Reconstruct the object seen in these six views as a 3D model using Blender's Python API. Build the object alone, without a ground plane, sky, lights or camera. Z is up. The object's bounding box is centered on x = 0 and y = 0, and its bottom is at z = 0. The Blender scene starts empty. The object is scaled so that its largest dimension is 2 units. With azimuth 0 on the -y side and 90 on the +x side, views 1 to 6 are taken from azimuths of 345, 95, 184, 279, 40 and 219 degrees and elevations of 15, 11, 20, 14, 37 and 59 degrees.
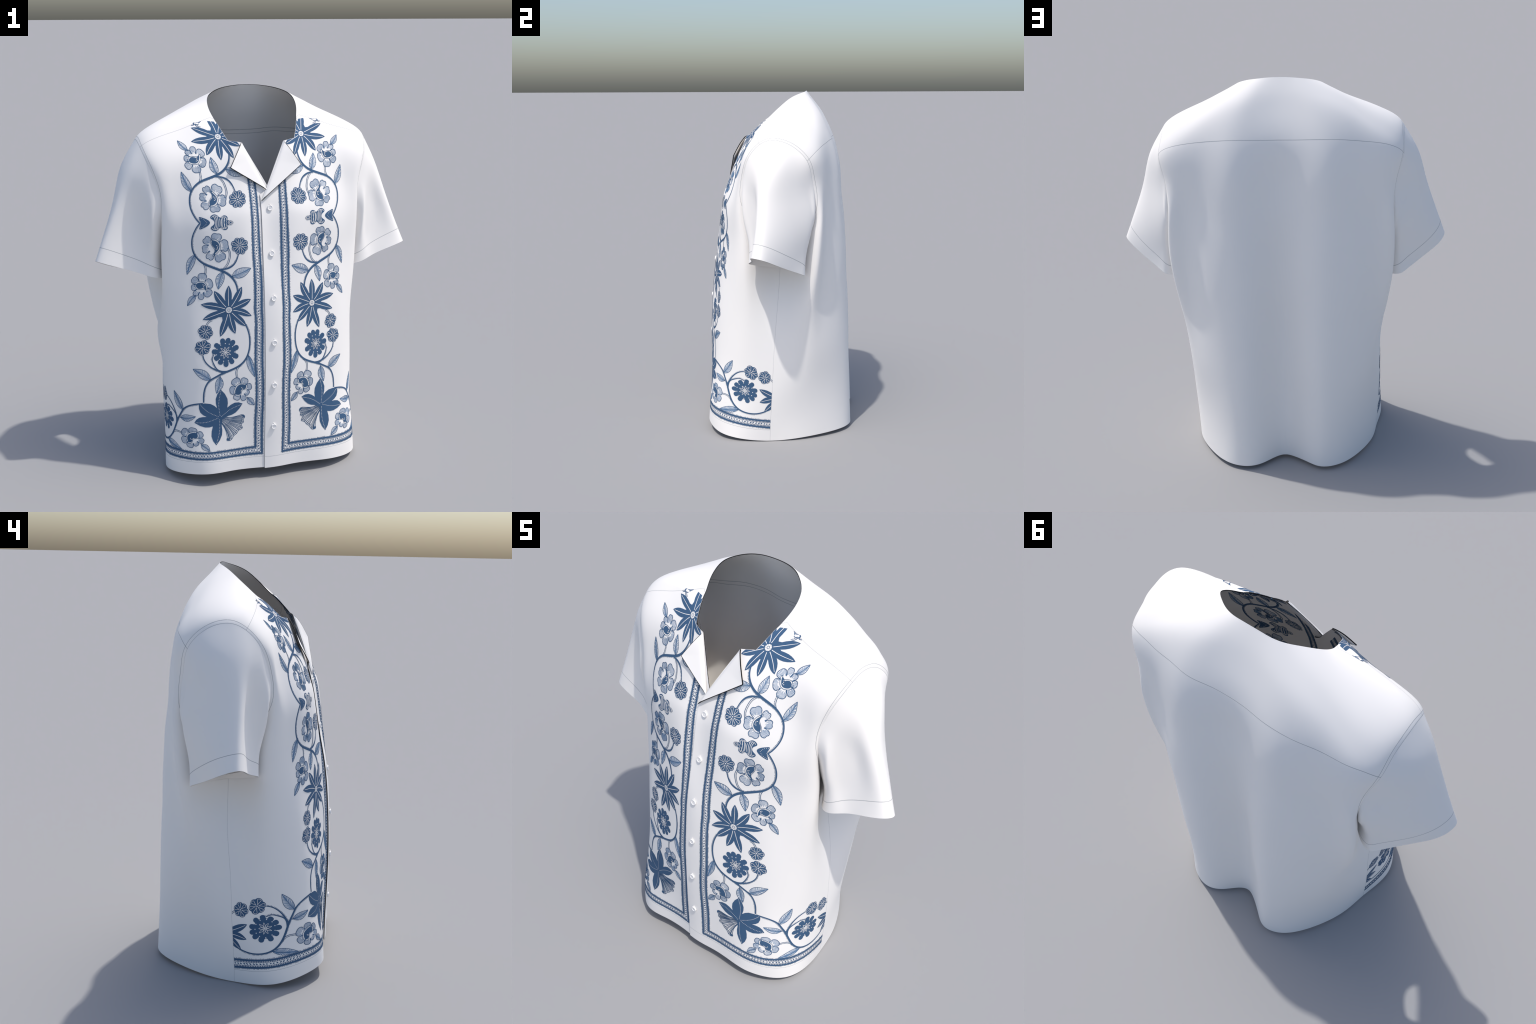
# White short-sleeved camp-collar shirt with a blue block-printed flower border.
import bpy, math, random
import numpy as np
from mathutils.geometry import delaunay_2d_cdt
from mathutils import Vector

rng = random.Random(7)
CLOTH = 0.004            # cloth thickness (m)

# ------------------------------------------------------------------ helpers
def cubic(xk, yk):
    """natural cubic spline through (xk, yk); yk may have any trailing shape"""
    xk = np.asarray(xk, float); yk = np.asarray(yk, float); n = len(xk); h = np.diff(xk)
    A = np.eye(n); rhs = np.zeros_like(yk)
    for i in range(1, n - 1):
        A[i, i-1] = h[i-1]; A[i, i] = 2*(h[i-1]+h[i]); A[i, i+1] = h[i]
        rhs[i] = 6*((yk[i+1]-yk[i])/h[i]-(yk[i]-yk[i-1])/h[i-1])
    M = np.linalg.solve(A, rhs.reshape(n, -1)).reshape(yk.shape)
    def f(x):
        x = np.asarray(x, float); i = np.clip(np.searchsorted(xk, x)-1, 0, n-2)
        sh = x.shape+(1,)*(yk.ndim-1)
        a = (xk[i+1]-x).reshape(sh); b = (x-xk[i]).reshape(sh); H = h[i].reshape(sh)
        return M[i]*a**3/(6*H)+M[i+1]*b**3/(6*H)+(yk[i]/H-M[i]*H/6)*a+(yk[i+1]/H-M[i+1]*H/6)*b
    return f

def chord_spline(pts, n, closed=False):
    """n points along a smooth curve through pts, evenly spaced"""
    pts = np.asarray(pts, float)
    if len(pts) == 2 and not closed:
        return pts[0]+(pts[1]-pts[0])*np.linspace(0, 1, n)[:, None]
    if closed:
        k = min(4, len(pts)); ext = np.concatenate([pts[-k:], pts, pts[:k+1]])
    else:
        ext = pts
    t = np.concatenate([[0], np.cumsum(np.linalg.norm(np.diff(ext, axis=0), axis=1))])
    f = cubic(t, ext)
    t0, t1 = (t[k], t[k+len(pts)]) if closed else (0, t[-1])
    fine = f(np.linspace(t0, t1, 16*len(pts)+1))
    d = np.concatenate([[0], np.cumsum(np.linalg.norm(np.diff(fine, axis=0), axis=1))])
    s = np.linspace(0, d[-1], n, endpoint=not closed)
    return np.stack([np.interp(s, d, fine[:, j]) for j in range(fine.shape[1])], 1)

def unit(a):
    return a/np.maximum(np.linalg.norm(a, axis=-1, keepdims=True), 1e-12)

def smooth(x):
    x = np.clip(x, 0, 1); return x*x*(3-2*x)

# ------------------------------------------------------------------ materials
def cloth_material(name, colour, rough=0.85, weave=True):
    m = bpy.data.materials.new(name); m.use_nodes = True
    nt = m.node_tree; b = nt.nodes["Principled BSDF"]
    b.inputs["Roughness"].default_value = rough
    b.inputs["Specular IOR Level"].default_value = 0.25
    tc = nt.nodes.new("ShaderNodeTexCoord")
    nz = nt.nodes.new("ShaderNodeTexNoise"); nz.inputs["Scale"].default_value = 3.0
    nz.inputs["Detail"].default_value = 4
    nt.links.new(tc.outputs["Object"], nz.inputs["Vector"])
    mx = nt.nodes.new("ShaderNodeMix"); mx.data_type = "RGBA"
    mx.inputs["A"].default_value = (*[c*0.985 for c in colour], 1)
    mx.inputs["B"].default_value = (*colour, 1)
    nt.links.new(nz.outputs["Fac"], mx.inputs["Factor"])
    nt.links.new(mx.outputs["Result"], b.inputs["Base Color"])
    if weave:
        wv = nt.nodes.new("ShaderNodeTexNoise"); wv.inputs["Scale"].default_value = 420
        nt.links.new(tc.outputs["Object"], wv.inputs["Vector"])
        bp = nt.nodes.new("ShaderNodeBump"); bp.inputs["Strength"].default_value = 0.05
        bp.inputs["Distance"].default_value = 0.0006
        nt.links.new(wv.outputs["Fac"], bp.inputs["Height"])
        nt.links.new(bp.outputs["Normal"], b.inputs["Normal"])
    return m

WHITE = cloth_material("white_cotton", (0.92, 0.89, 0.855))
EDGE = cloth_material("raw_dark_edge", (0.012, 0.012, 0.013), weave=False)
INK = cloth_material("blue_print_ink", (0.052, 0.113, 0.210), weave=False)
TINT = cloth_material("pale_hatching_ink", (0.165, 0.285, 0.455), weave=False)
RESERVE = cloth_material("white_print_reserve", (0.86, 0.84, 0.815), weave=False)
LINE_GREY = cloth_material("grey_seam_line", (0.44, 0.44, 0.45), weave=False)
BUTTON = cloth_material("white_shell_button", (0.90, 0.88, 0.86), rough=0.45, weave=False)
MATS = [WHITE, EDGE, INK, RESERVE, LINE_GREY, BUTTON]

def make_mesh(name, verts, faces, mats, mat_idx=None, normals=None, smooth_shade=True):
    me = bpy.data.meshes.new(name)
    me.from_pydata(np.asarray(verts).tolist(), [], faces)
    for m in mats: me.materials.append(m)
    if mat_idx is not None:
        me.polygons.foreach_set("material_index", np.asarray(mat_idx, np.int32))
    me.polygons.foreach_set("use_smooth", np.full(len(me.polygons), smooth_shade))
    me.update()
    if normals is not None:
        me.normals_split_custom_set_from_vertices(np.asarray(normals).tolist())
    return me

def make_object(name, me, parent=None):
    o = bpy.data.objects.new(name, me)
    bpy.context.scene.collection.objects.link(o)
    if parent is not None: o.parent = parent
    return o

# ------------------------------------------------------------------ the body of the shirt
# Half cross-sections from centre front (u=0) round the side seam to centre back, hem to neck.
U = np.array([0, .11, .22, .33, .44, .60, .75, .88, 1.06, 1.20, 1.31, 1.43, 1.55])
V = np.array([0, .11, .28, .50, .75, .97, 1.15, 1.31, 1.47, 1.62, 1.76, 1.90, 2.06])
U_SIDE = .75
SECTIONS = dict(
hem=[(0,-.420,.056),(.11,-.412,.056),(.22,-.409,.055),(.33,-.402,.050),(.43,-.350,.036),(.523,-.205,.014),(.503,-.02,0),(.478,.11,.006),(.40,.285,.016),(.30,.405,.02),(.205,.442,.02),(.105,.403,.02),(0,.328,.02)],
border=[(0,-.419,.16),(.11,-.410,.16),(.22,-.405,.16),(.33,-.394,.16),(.43,-.347,.155),(.517,-.19,.14),(.508,-.015,.13),(.480,.11,.13),(.405,.275,.14),(.305,.392,.145),(.21,.436,.15),(.11,.398,.15),(0,.325,.15)],
lily=[(0,-.422,.33),(.11,-.411,.33),(.22,-.398,.33),(.33,-.373,.33),(.42,-.329,.33),(.508,-.18,.32),(.513,-.005,.31),(.492,.115,.31),(.420,.267,.32),(.320,.379,.33),(.22,.428,.33),(.115,.392,.33),(0,.315,.33)],
hip=[(0,-.422,.55),(.11,-.413,.55),(.22,-.391,.55),(.33,-.358,.55),(.415,-.310,.55),(.509,-.17,.54),(.508,.005,.53),(.503,.138,.53),(.448,.270,.54),(.342,.370,.55),(.228,.42,.55),(.118,.386,.55),(0,.308,.55)],
waist=[(0,-.411,.8),(.11,-.398,.8),(.22,-.370,.8),(.33,-.335,.8),(.418,-.289,.8),(.514,-.148,.79),(.482,.022,.78),(.520,.175,.79),(.465,.272,.8),(.356,.360,.8),(.238,.408,.8),(.12,.378,.8),(0,.302,.8)],
ribs=[(0,-.386,1.02),(.11,-.376,1.02),(.22,-.352,1.02),(.33,-.312,1.02),(.415,-.268,1.02),(.518,-.142,1.02),(.436,.035,1.02),(.543,.208,1.02),(.482,.281,1.02),(.367,.353,1.02),(.24,.397,1.02),(.12,.370,1.02),(0,.311,1.02)],
chest=[(0,-.346,1.2),(.11,-.354,1.2),(.22,-.332,1.2),(.33,-.296,1.2),(.425,-.248,1.2),(.518,-.143,1.21),(.426,.035,1.21),(.547,.223,1.22),(.488,.288,1.22),(.368,.341,1.22),(.24,.385,1.22),(.12,.360,1.22),(0,.316,1.22)],
armpit=[(0,-.318,1.36),(.11,-.328,1.37),(.22,-.318,1.365),(.33,-.290,1.36),(.435,-.236,1.36),(.515,-.160,1.36),(.445,.03,1.32),(.545,.225,1.35),(.485,.287,1.37),(.363,.33,1.37),(.24,.371,1.37),(.12,.349,1.37),(0,.319,1.37)],
blade=[(0,-.304,1.42),(.11,-.305,1.45),(.22,-.280,1.48),(.33,-.238,1.52),(.435,-.198,1.53),(.534,-.156,1.53),(.54,.03,1.53),(.574,.196,1.52),(.485,.286,1.53),(.36,.318,1.54),(.24,.355,1.55),(.12,.335,1.55),(0,.308,1.55)],
yoke=[(0,-.297,1.455),(.11,-.265,1.56),(.21,-.219,1.635),(.32,-.172,1.675),(.43,-.150,1.69),(.575,-.120,1.665),(.61,.03,1.67),(.607,.18,1.64),(.500,.263,1.68),(.36,.292,1.70),(.24,.315,1.715),(.12,.307,1.715),(0,.296,1.715)],
shoulder=[(0,-.288,1.49),(.11,-.225,1.65),(.19,-.185,1.705),(.30,-.098,1.795),(.42,-.062,1.808),(.552,-.047,1.776),(.590,.045,1.766),(.550,.155,1.762),(.43,.215,1.795),(.32,.245,1.825),(.21,.258,1.845),(.11,.250,1.85),(0,.240,1.855)],
)
# the neck opening: even steps along its measured run, from the lapel notch to centre back
_neck_run = [(.206,-.087,1.821),(.224,-.038,1.857),(.233,-.005,1.888),(.235,.025,1.914),(.228,.056,1.943),(.209,.083,1.959),(.178,.109,1.975),(.145,.131,1.985),(.105,.148,1.992),(.055,.155,1.998),(0,.156,2.0)]
_run = chord_spline(_neck_run+[(-x, y, z) for x, y, z in _neck_run[-2::-1]], 401)[:201]
_neck = [(0,-.258,1.58),(.105,-.178,1.757),(.166,-.128,1.796)]
_neck += [tuple(_run[int(round(200*(u-.33)/1.22))]) for u in U[3:]]
_slope = (np.array(_neck)+np.array(SECTIONS["shoulder"]))/2+[0, 0, .011]*smooth((U[:, None]-.45)/.25)*(1-.6*smooth((U[:, None]-1.0)/.25))+[0, 0, .003]
SECTIONS["slope"] = _slope.tolist()
SECTIONS["neck"] = _neck
ROWS = np.array(list(SECTIONS.values()), float)
_k = 4; _m = np.array([-1, 1, 1])
_P = np.concatenate([ROWS[:, 1:_k+1][:, ::-1]*_m, ROWS, ROWS[:, -_k-1:-1][:, ::-1]*_m], 1)
_UU = np.concatenate([-U[1:_k+1][::-1], U, 2*U[-1]-U[-_k-1:-1][::-1]])
_fv = cubic(V, _P)
def _second_derivative_matrix(xk):
    n = len(xk); h = np.diff(xk); A = np.eye(n); B = np.zeros((n, n))
    for i in range(1, n-1):
        A[i, i-1] = h[i-1]; A[i, i] = 2*(h[i-1]+h[i]); A[i, i+1] = h[i]
        B[i, i+1] += 6/h[i]; B[i, i] -= 6/h[i]+6/h[i-1]; B[i, i-1] += 6/h[i-1]
    return np.linalg.solve(A, B)
_BU = _second_derivative_matrix(_UU)

def body_raw(u, v):
    u = np.asarray(u, float).ravel(); v = np.asarray(v, float).ravel()
    R = _fv(v); M = np.einsum("ij,njk->nik", _BU, R)
    i = np.clip(np.searchsorted(_UU, u)-1, 0, len(_UU)-2); r = np.arange(len(u)); h = np.diff(_UU)
    a = (_UU[i+1]-u)[:, None]; b = (u-_UU[i])[:, None]; H = h[i][:, None]
    return M[r, i]*a**3/(6*H)+M[r, i+1]*b**3/(6*H)+(R[r, i]/H-M[r, i]*H/6)*a+(R[r, i+1]/H-M[r, i+1]*H/6)*b

SOFT_FOLDS = [((.545,.215,1.705), (.035,.05,.045), -.005), ((.03,.28,1.775), (.09,.06,.03), -.006), ((.0,.31,1.665), (.12,.06,.045), .007),
              ((.02,.19,1.94), (.07,.05,.03), -.006), ((.47,-.17,1.53), (.03,.06,.12), -.010), ((.30,.20,1.87), (.10,.06,.04), .005)]
def body(u, v, side=1):
    """point and outward normal of the shirt body; side -1 is the mirrored half"""
    u = np.asarray(u, float).ravel(); v = np.asarray(v, float).ravel(); e = 1e-3
    va, vb = np.minimum(v+e, V[-1]), np.maximum(v-e, 0)
    p = body_raw(u, v); du = body_raw(u+e, v)-body_raw(u-e, v); dv = body_raw(u, va)-body_raw(u, vb)
    n = unit(np.cross(du, dv))
    # the two fronts overlap: the wearer's left lies on top
    lap = smooth((.16-u)/.12)
    front = smooth((.30-u)/.12)
    off = (.0024*lap) if side > 0 else (-.0028*lap-.001*front)
    for c, spread, height in SOFT_FOLDS:
        off = off+height*np.exp(-((p-c)**2/np.array(spread)**2).sum(1))
    # faint uneven drape, stronger on the back and yoke
    q = p*[1.0, 1.0, .55]+[.3*side, .1, 0]
    ripple = np.sin(q@[19, 7, 11]+1.0)*np.sin(q@[-9, 16, 13]+2.1)+.6*np.sin(q@[31, -12, 17]+.4)*np.sin(q@[8, 27, -21])
    off = off+(.0008+.0024*smooth((u-.72)/.2)*smooth((v-.5)/.5))*ripple*smooth(p[:, 0]/.12)*smooth((V[-1]-v)/.15)*smooth(v/.2)
    p = p+n*off[:, None]
    if side < 0:                         # the wearer's right front swings forward at the hem
        p[:, 1] -= .032*np.exp(-((u-.35)/.16)**2)*(1-smooth(v/.65))
        p[:, 1] -= .020*np.exp(-((u-1.42)/.07)**2)*(1-smooth((v-.25)/.4))   # wider fold at the back
        p[:, 2] += .005*np.exp(-((u-.66)/.2)**2)*smooth((v-1.70)/.1)*smooth((2.04-v)/.08)
        p[:, 2] += .020*np.exp(-((u-.36)/.22)**2)*(1-smooth(v/.25))
        low = np.exp(-((v-.74)/.16)**2)
        p[:, 0] += (.042*np.exp(-((u-.70)/.10)**2)+.006*np.exp(-((u-.93)/.11)**2))*low-.024*np.exp(-((u-.93)/.12)**2-((v-.56)/.17)**2)
        p[:, 1] -= .010*np.exp(-((u-1.02)/.12)**2)*low
    else:
        p = p+n*(-.016*np.exp(-((u-.80)/.15)**2-((v-1.70)/.13)**2)+.011*np.exp(-((u-.50)/.10)**2)*(1-smooth(v/.55))-.010*np.exp(-((u-.58)/.07)**2-((v-.80)/.2)**2))[:, None]
    if side < 0:
        p = p*_m; n = n*_m
    # the whole front has slid slightly to the wearer's right towards the hem
    w = smooth(-p[:, 1]/.25)
    p[:, 0] += -.0145*np.clip(1-p[:, 2]/1.45, 0, 1)*w
    return p, n

_gu = np.linspace(0, U[-1], 311); _gv = np.linspace(0, V[-1], 413)
_G = body_raw(np.repeat(_gu, 413), np.tile(_gv, 311)).reshape(311, 413, 3)
def locate(pts):
    """(u, v) of the body points nearest to the given places"""
    out = []
    for p in np.asarray(pts, float):
        d = ((_G-p)**2).sum(-1); i, j = np.unravel_index(d.argmin(), d.shape)
        u, v = _gu[i], _gv[j]
        for _ in range(4):                       # Gauss-Newton steps to the nearest point
            e = 1e-3; q = body_raw([u, u+e, u-e, u, u], [v, v, v, v+e, v-e])
            J = np.stack([(q[1]-q[2])/(2*e), (q[3]-q[4])/(2*e)], 1)
            d = np.linalg.lstsq(J, p-q[0], rcond=None)[0]
            u = float(np.clip(u+np.clip(d[0], -.01, .01), 0, U[-1])); v = float(np.clip(v+np.clip(d[1], -.01, .01), 0, V[-1]))
        out.append((u, v))
    return np.array(out)

# ---- seam lines on the body
ARMHOLE = [(.613,.014,1.748),(.604,-.067,1.720),(.588,-.128,1.655),(.547,-.161,1.54),(.513,-.150,1.365),
           (.433,.035,1.175),(.538,.217,1.335),(.572,.219,1.525),(.606,.195,1.63),(.613,.12,1.713)]
NW = 120
_w = np.arange(-4, 15)
WS = np.arange(NW)/NW*10
_arm = np.array(ARMHOLE, float)
arm_uv = locate(cubic(_w, np.concatenate([_arm[-4:], _arm, _arm[:5]]))(WS))
front_yoke = locate(chord_spline([(.224,-.038,1.857),(.30,-.056,1.828),(.40,-.068,1.793),(.50,-.070,1.762),(.604,-.067,1.720)], 30))
front_yoke[0] = (.44, V[-1])
back_yoke = locate(chord_spline([(.606,.195,1.63),(.548,.215,1.662),(.503,.24,1.685),(.412,.268,1.707),(.30,.296,1.722),(.15,.308,1.727),(0,.296,1.725)], 46))
back_yoke[-1, 0] = U[-1]
def nearest_w(p):
    return int(((arm_uv-p)**2).sum(1).argmin())
w_front, w_back, w_side = nearest_w(front_yoke[-1]), nearest_w(back_yoke[0]), NW//2
front_yoke[-1] = arm_uv[w_front]; back_yoke[0] = arm_uv[w_back]
v_pit = arm_uv[w_side, 1]; arm_uv[w_side, 0] = U_SIDE

def line(a, b, n):
    return np.array(a)+(np.array(b)-np.array(a))*np.linspace(0, 1, n)[:, None]
def chain(*parts):
    out = [parts[0]]
    for p in parts[1:]:
        out.append(p[1:] if np.allclose(p[0], out[-1][-1]) else p)
    r = np.concatenate(out)
    return r[:-1] if np.allclose(r[0], r[-1]) else r

U_EDGE = -.0405
HEM_LINE = lambda u: .068-.012*smooth((np.asarray(u)-.35)/.4)
v_fold = 1.655                           # where the lapel starts to roll at the front edge
_notch = locate([np.array([.170,-.160,1.747])*(1-k)+np.array([.109,-.186,1.740])*k for k in np.linspace(0, 1, 6)])
NOTCH_IN, NOTCH_OUT = _notch[0], _notch[-1]
_fold = locate([(.109-.109*k, -.186-.091*k, 1.740-.205*k) for k in np.linspace(0, 1, 16)])
_fold[0] = NOTCH_OUT
fold_line = chain(_fold, line(_fold[-1], (U_EDGE, v_fold), 22))
_nf = locate([(.206,-.087,1.821), (.199,-.106,1.802), (.190,-.125,1.783), (.180,-.143,1.764), (.170,-.160,1.747)])
_nf[-1] = NOTCH_IN; _nf[0] = (.33, V[-1])
neck_front = chain(line((.44, V[-1]), (.33, V[-1]), 12), chord_spline(_nf, 14))
side_n = 90
FRONT = chain(line((U_EDGE, 0), (U_SIDE, 0), 60), line((U_SIDE, 0), (U_SIDE, v_pit), side_n),
              arm_uv[w_front:w_side+1][::-1], front_yoke[::-1],
              neck_front, _notch, fold_line,
              line((U_EDGE, v_fold), (U_EDGE, 0), 90))
BACK = chain(line((U_SIDE, 0), (U[-1], 0), 60), line((U[-1], 0), back_yoke[-1], 80), back_yoke[::-1],
             arm_uv[w_side:w_back+1][::-1], line((U_SIDE, v_pit), (U_SIDE, 0), side_n))
top_arm = np.concatenate([arm_uv[w_back:], arm_uv[:w_front+1]])
YOKE = chain(front_yoke, top_arm[::-1], back_yoke, line(back_yoke[-1], (U[-1], V[-1]), 14), line((U[-1], V[-1]), (.44, V[-1]), 70))

def point_in(poly, pts):
    x, y = pts[:, 0], pts[:, 1]; ins = np.zeros(len(pts), bool); n = len(poly)
    for i in range(n):
        (x0, y0), (x1, y1) = poly[i-1], poly[i]
        c = (y0 > y) != (y1 > y)
        with np.errstate(divide="ignore", invalid="ignore"):
            ins ^= c & (x < (x1-x0)*(y-y0)/(y1-y0)+x0)
    return ins

def fill(poly, step, margin=.45, extra=None):
    """triangulate a flat outline with an even scatter of inner points"""
    poly = np.asarray(poly, float)
    lo, hi = poly.min(0), poly.max(0)
    gx = np.arange(lo[0]+step/2, hi[0], step); gy = np.arange(lo[1]+step/2, hi[1], step)
    if len(gx) and len(gy):
        g = np.stack(np.meshgrid(gx, gy, indexing="ij"), -1).reshape(-1, 2)
        g = g[point_in(poly, g)]
        if extra is not None: g = np.concatenate([g, extra])
        if len(g):
            a = poly; b = np.roll(poly, -1, 0); ab = b-a; L = np.maximum((ab**2).sum(1), 1e-12)
            keep = []
            for s in range(0, len(g), 2000):
                q = g[s:s+2000, None]
                t = np.clip(((q-a)*ab).sum(-1)/L, 0, 1)
                keep.append((((a+t[..., None]*ab-q)**2).sum(-1)).min(1) > (margin*step)**2)
            g = g[np.concatenate(keep)]
    else:
        g = np.zeros((0, 2))
    pts = np.concatenate([poly, g]); n = len(poly)
    r = delaunay_2d_cdt([Vector(p) for p in pts], [], [list(range(n))], 1, 1e-7)
    return np.array([tuple(p) for p in r[0]]), [tuple(f) for f in r[2]]

def sheet(name, uv, faces, surf, free=lambda a, b: None, parent=None, thick=CLOTH, flip=False):
    """two-sided cloth from a triangulated flat piece; free(a,b) gives the rim material or None"""
    p, n = surf(uv)
    N = len(p)
    verts = np.concatenate([p+n*thick/2, p-n*thick/2]); norms = np.concatenate([n, -n])
    q0, q1, q2 = (p[[f[k] for f in faces]] for k in range(3))
    s = (np.cross(q1-q0, q2-q0)*n[[f[0] for f in faces]]).sum(1)
    fs = [f if s[i] > 0 else f[::-1] for i, f in enumerate(faces)]
    out = list(fs)+[tuple(i+N for i in f[::-1]) for f in fs]; mi = [0]*len(out)
    seen = {}
    for f in fs:
        for a, b in zip(f, f[1:]+f[:1]):
            seen[(a, b)] = 1
    for a, b in list(seen):
        if (b, a) not in seen:
            m = free(uv[a], uv[b])
            if m is not None:
                k = len(verts); e = np.array([verts[a], verts[b], verts[b+N], verts[a+N]])
                nn = unit(np.cross(e[3]-e[0], e[1]-e[0]))
                verts = np.concatenate([verts, e]); norms = np.concatenate([norms, np.repeat(nn[None], 4, 0)])
                out.append((k+3, k+2, k+1, k)); mi.append(m)
    bad = [(verts[f[1]]-verts[f[0]]) for f in out[:0]]
    me = make_mesh(name, verts, out, [WHITE, EDGE], mi, norms)
    return make_object(name, me, parent)

# ------------------------------------------------------------------ assemble
shirt = bpy.data.objects.new("short_sleeved_shirt", None)
bpy.context.scene.collection.objects.link(shirt)
shirt["label"] = "white camp-collar short-sleeved shirt with blue floral border print"
shirt["category"] = "shirt"

NECK_EDGE = np.concatenate([neck_front, _notch, fold_line])
near = lambda x, y: abs(x-y) < 1e-5
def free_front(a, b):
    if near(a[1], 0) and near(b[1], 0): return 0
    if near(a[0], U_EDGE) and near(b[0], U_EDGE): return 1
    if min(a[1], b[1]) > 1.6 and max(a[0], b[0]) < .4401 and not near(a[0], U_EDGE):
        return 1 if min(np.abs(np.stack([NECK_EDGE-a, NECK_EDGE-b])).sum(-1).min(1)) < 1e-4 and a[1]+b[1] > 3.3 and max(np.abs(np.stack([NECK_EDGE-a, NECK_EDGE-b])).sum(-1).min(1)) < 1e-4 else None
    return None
def free_plain(a, b):
    if near(a[1], 0) and near(b[1], 0): return 0
    if near(a[1], V[-1]) and near(b[1], V[-1]): return 1
    return None

STEP = .0125
fr_uv, fr_f = fill(FRONT, STEP)
fronts = {}
for side in (1, -1):
    fronts[side] = sheet("front_panel", fr_uv, fr_f, lambda uv, s=side: body(uv[:, 0], uv[:, 1], s), free_front, shirt)

def whole(outline):
    """a piece that spans both halves: mirror the half outline about centre back"""
    uv, f = fill(outline, STEP)
    return uv, f
def joined(name, outline):
    uv, f = fill(outline, STEP)
    n = len(uv)
    uv2 = uv*[-1, 1]+[2*U[-1], 0]
    # weld the centre-back column
    idx = np.arange(n)+n; c = np.where(np.abs(uv[:, 0]-U[-1]) < 1e-6)[0]; idx[c] = c
    allf = list(f)+[tuple(idx[list(t)][::-1]) for t in f]
    uvs = np.concatenate([uv, uv2]); used = np.unique([i for t in allf for i in t]); m = -np.ones(len(uvs), int); m[used] = np.arange(len(used))
    allf = [tuple(int(m[i]) for i in t) for t in allf]; uvs = uvs[used]
    def surf(q):
        right = q[:, 0] > U[-1]
        uu = np.where(right, 2*U[-1]-q[:, 0], q[:, 0])
        p, nn = body(uu, q[:, 1], 1); p2, n2 = body(uu, q[:, 1], -1)
        return np.where(right[:, None], p2, p), np.where(right[:, None], n2, nn)
    return sheet(name, uvs, allf, surf, free_plain, shirt)
back_panel = joined("back_panel", BACK)
yoke_piece = joined("shoulder_yoke", YOKE)

# ------------------------------------------------------------------ sleeves
# rings from armhole to cuff; each starts at the shoulder and runs front, under, back
SLEEVE = [
 [(.676,-.022,1.605),(.652,-.082,1.585),(.611,-.122,1.53),(.569,-.157,1.46),(.528,-.142,1.315),(.438,.040,1.132),(.550,.217,1.262),(.585,.213,1.41),(.627,.150,1.51),(.666,.065,1.585)],
 [(.729,-.052,1.445),(.697,-.080,1.432),(.642,-.090,1.40),(.583,-.140,1.36),(.540,-.132,1.235),(.444,.045,1.090),(.542,.180,1.170),(.600,.212,1.28),(.661,.128,1.375),(.709,.032,1.425)],
 [(.790,-.060,1.285),(.754,-.083,1.278),(.683,-.085,1.245),(.603,-.110,1.205),(.538,-.113,1.145),(.449,.050,1.050),(.553,.172,1.082),(.618,.177,1.14),(.702,.108,1.205),(.766,.018,1.258)],
 [(.847,-.062,1.146),(.815,-.094,1.142),(.735,-.099,1.115),(.64,-.108,1.083),(.533,-.113,1.047),(.455,.054,1.012),(.566,.176,.999),(.640,.158,1.022),(.735,.080,1.069),(.818,.008,1.115)],
]
# the two sleeves do not hang quite alike: (outer ridge, front-top, front, ... ) shifts of each ring
HANG = {1: {0: (-.001,.020,-.004), 1: (-.003,.012,-.002), 2: (-.002,.010,0), 3: (-.002,.006,0), 9: (.003,.007,0)},
        -1: {0: (.007,.006,.003), 1: (.005,0,.002), 5: (.008,0,0), 8: (.014,.012,.004), 9: (.020,.016,.005)}}
HANG_RING = {1: (1, 1, 1, 0), -1: (1, 1, .6, 0)}
HANG_CUFF = {1: {0: (.002,.018,-.009), 1: (.002,.010,-.005)}, -1: {5: (.010,0,0)}}
S_KEY = [0, .26, .52, .77, 1.0]
S_SEAM = .885
def sleeve_rings(side):
    out = []
    for r, amount in zip(SLEEVE, HANG_RING[side]):
        r = np.array(r)
        for k, shift in (HANG if amount else HANG_CUFF)[side].items(): r[k] += np.array(shift)*(amount or 1)
        out.append(cubic(_w, np.concatenate([r[-4:], r, r[:5]]))(WS)*(1 if side > 0 else _m))
    return out
def sleeve_surface(side):
    A = body(arm_uv[:, 0], arm_uv[:, 1], side)[0]
    R = np.stack([A]+sleeve_rings(side))
    return cubic(S_KEY, R)
def sleeve_eval(f, side, s):
    P = f(s); e = 1e-3
    du = np.roll(P, -1, 1)-np.roll(P, 1, 1); ds = f(np.minimum(np.asarray(s)+e, 1))-f(np.maximum(np.asarray(s)-e, 0))
    n = unit(np.cross(du, ds))*(-1 if side > 0 else 1)
    c = P.mean(1, keepdims=True)
    if ((P-c)*n).sum() < 0: n = -n
    return P, n
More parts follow.
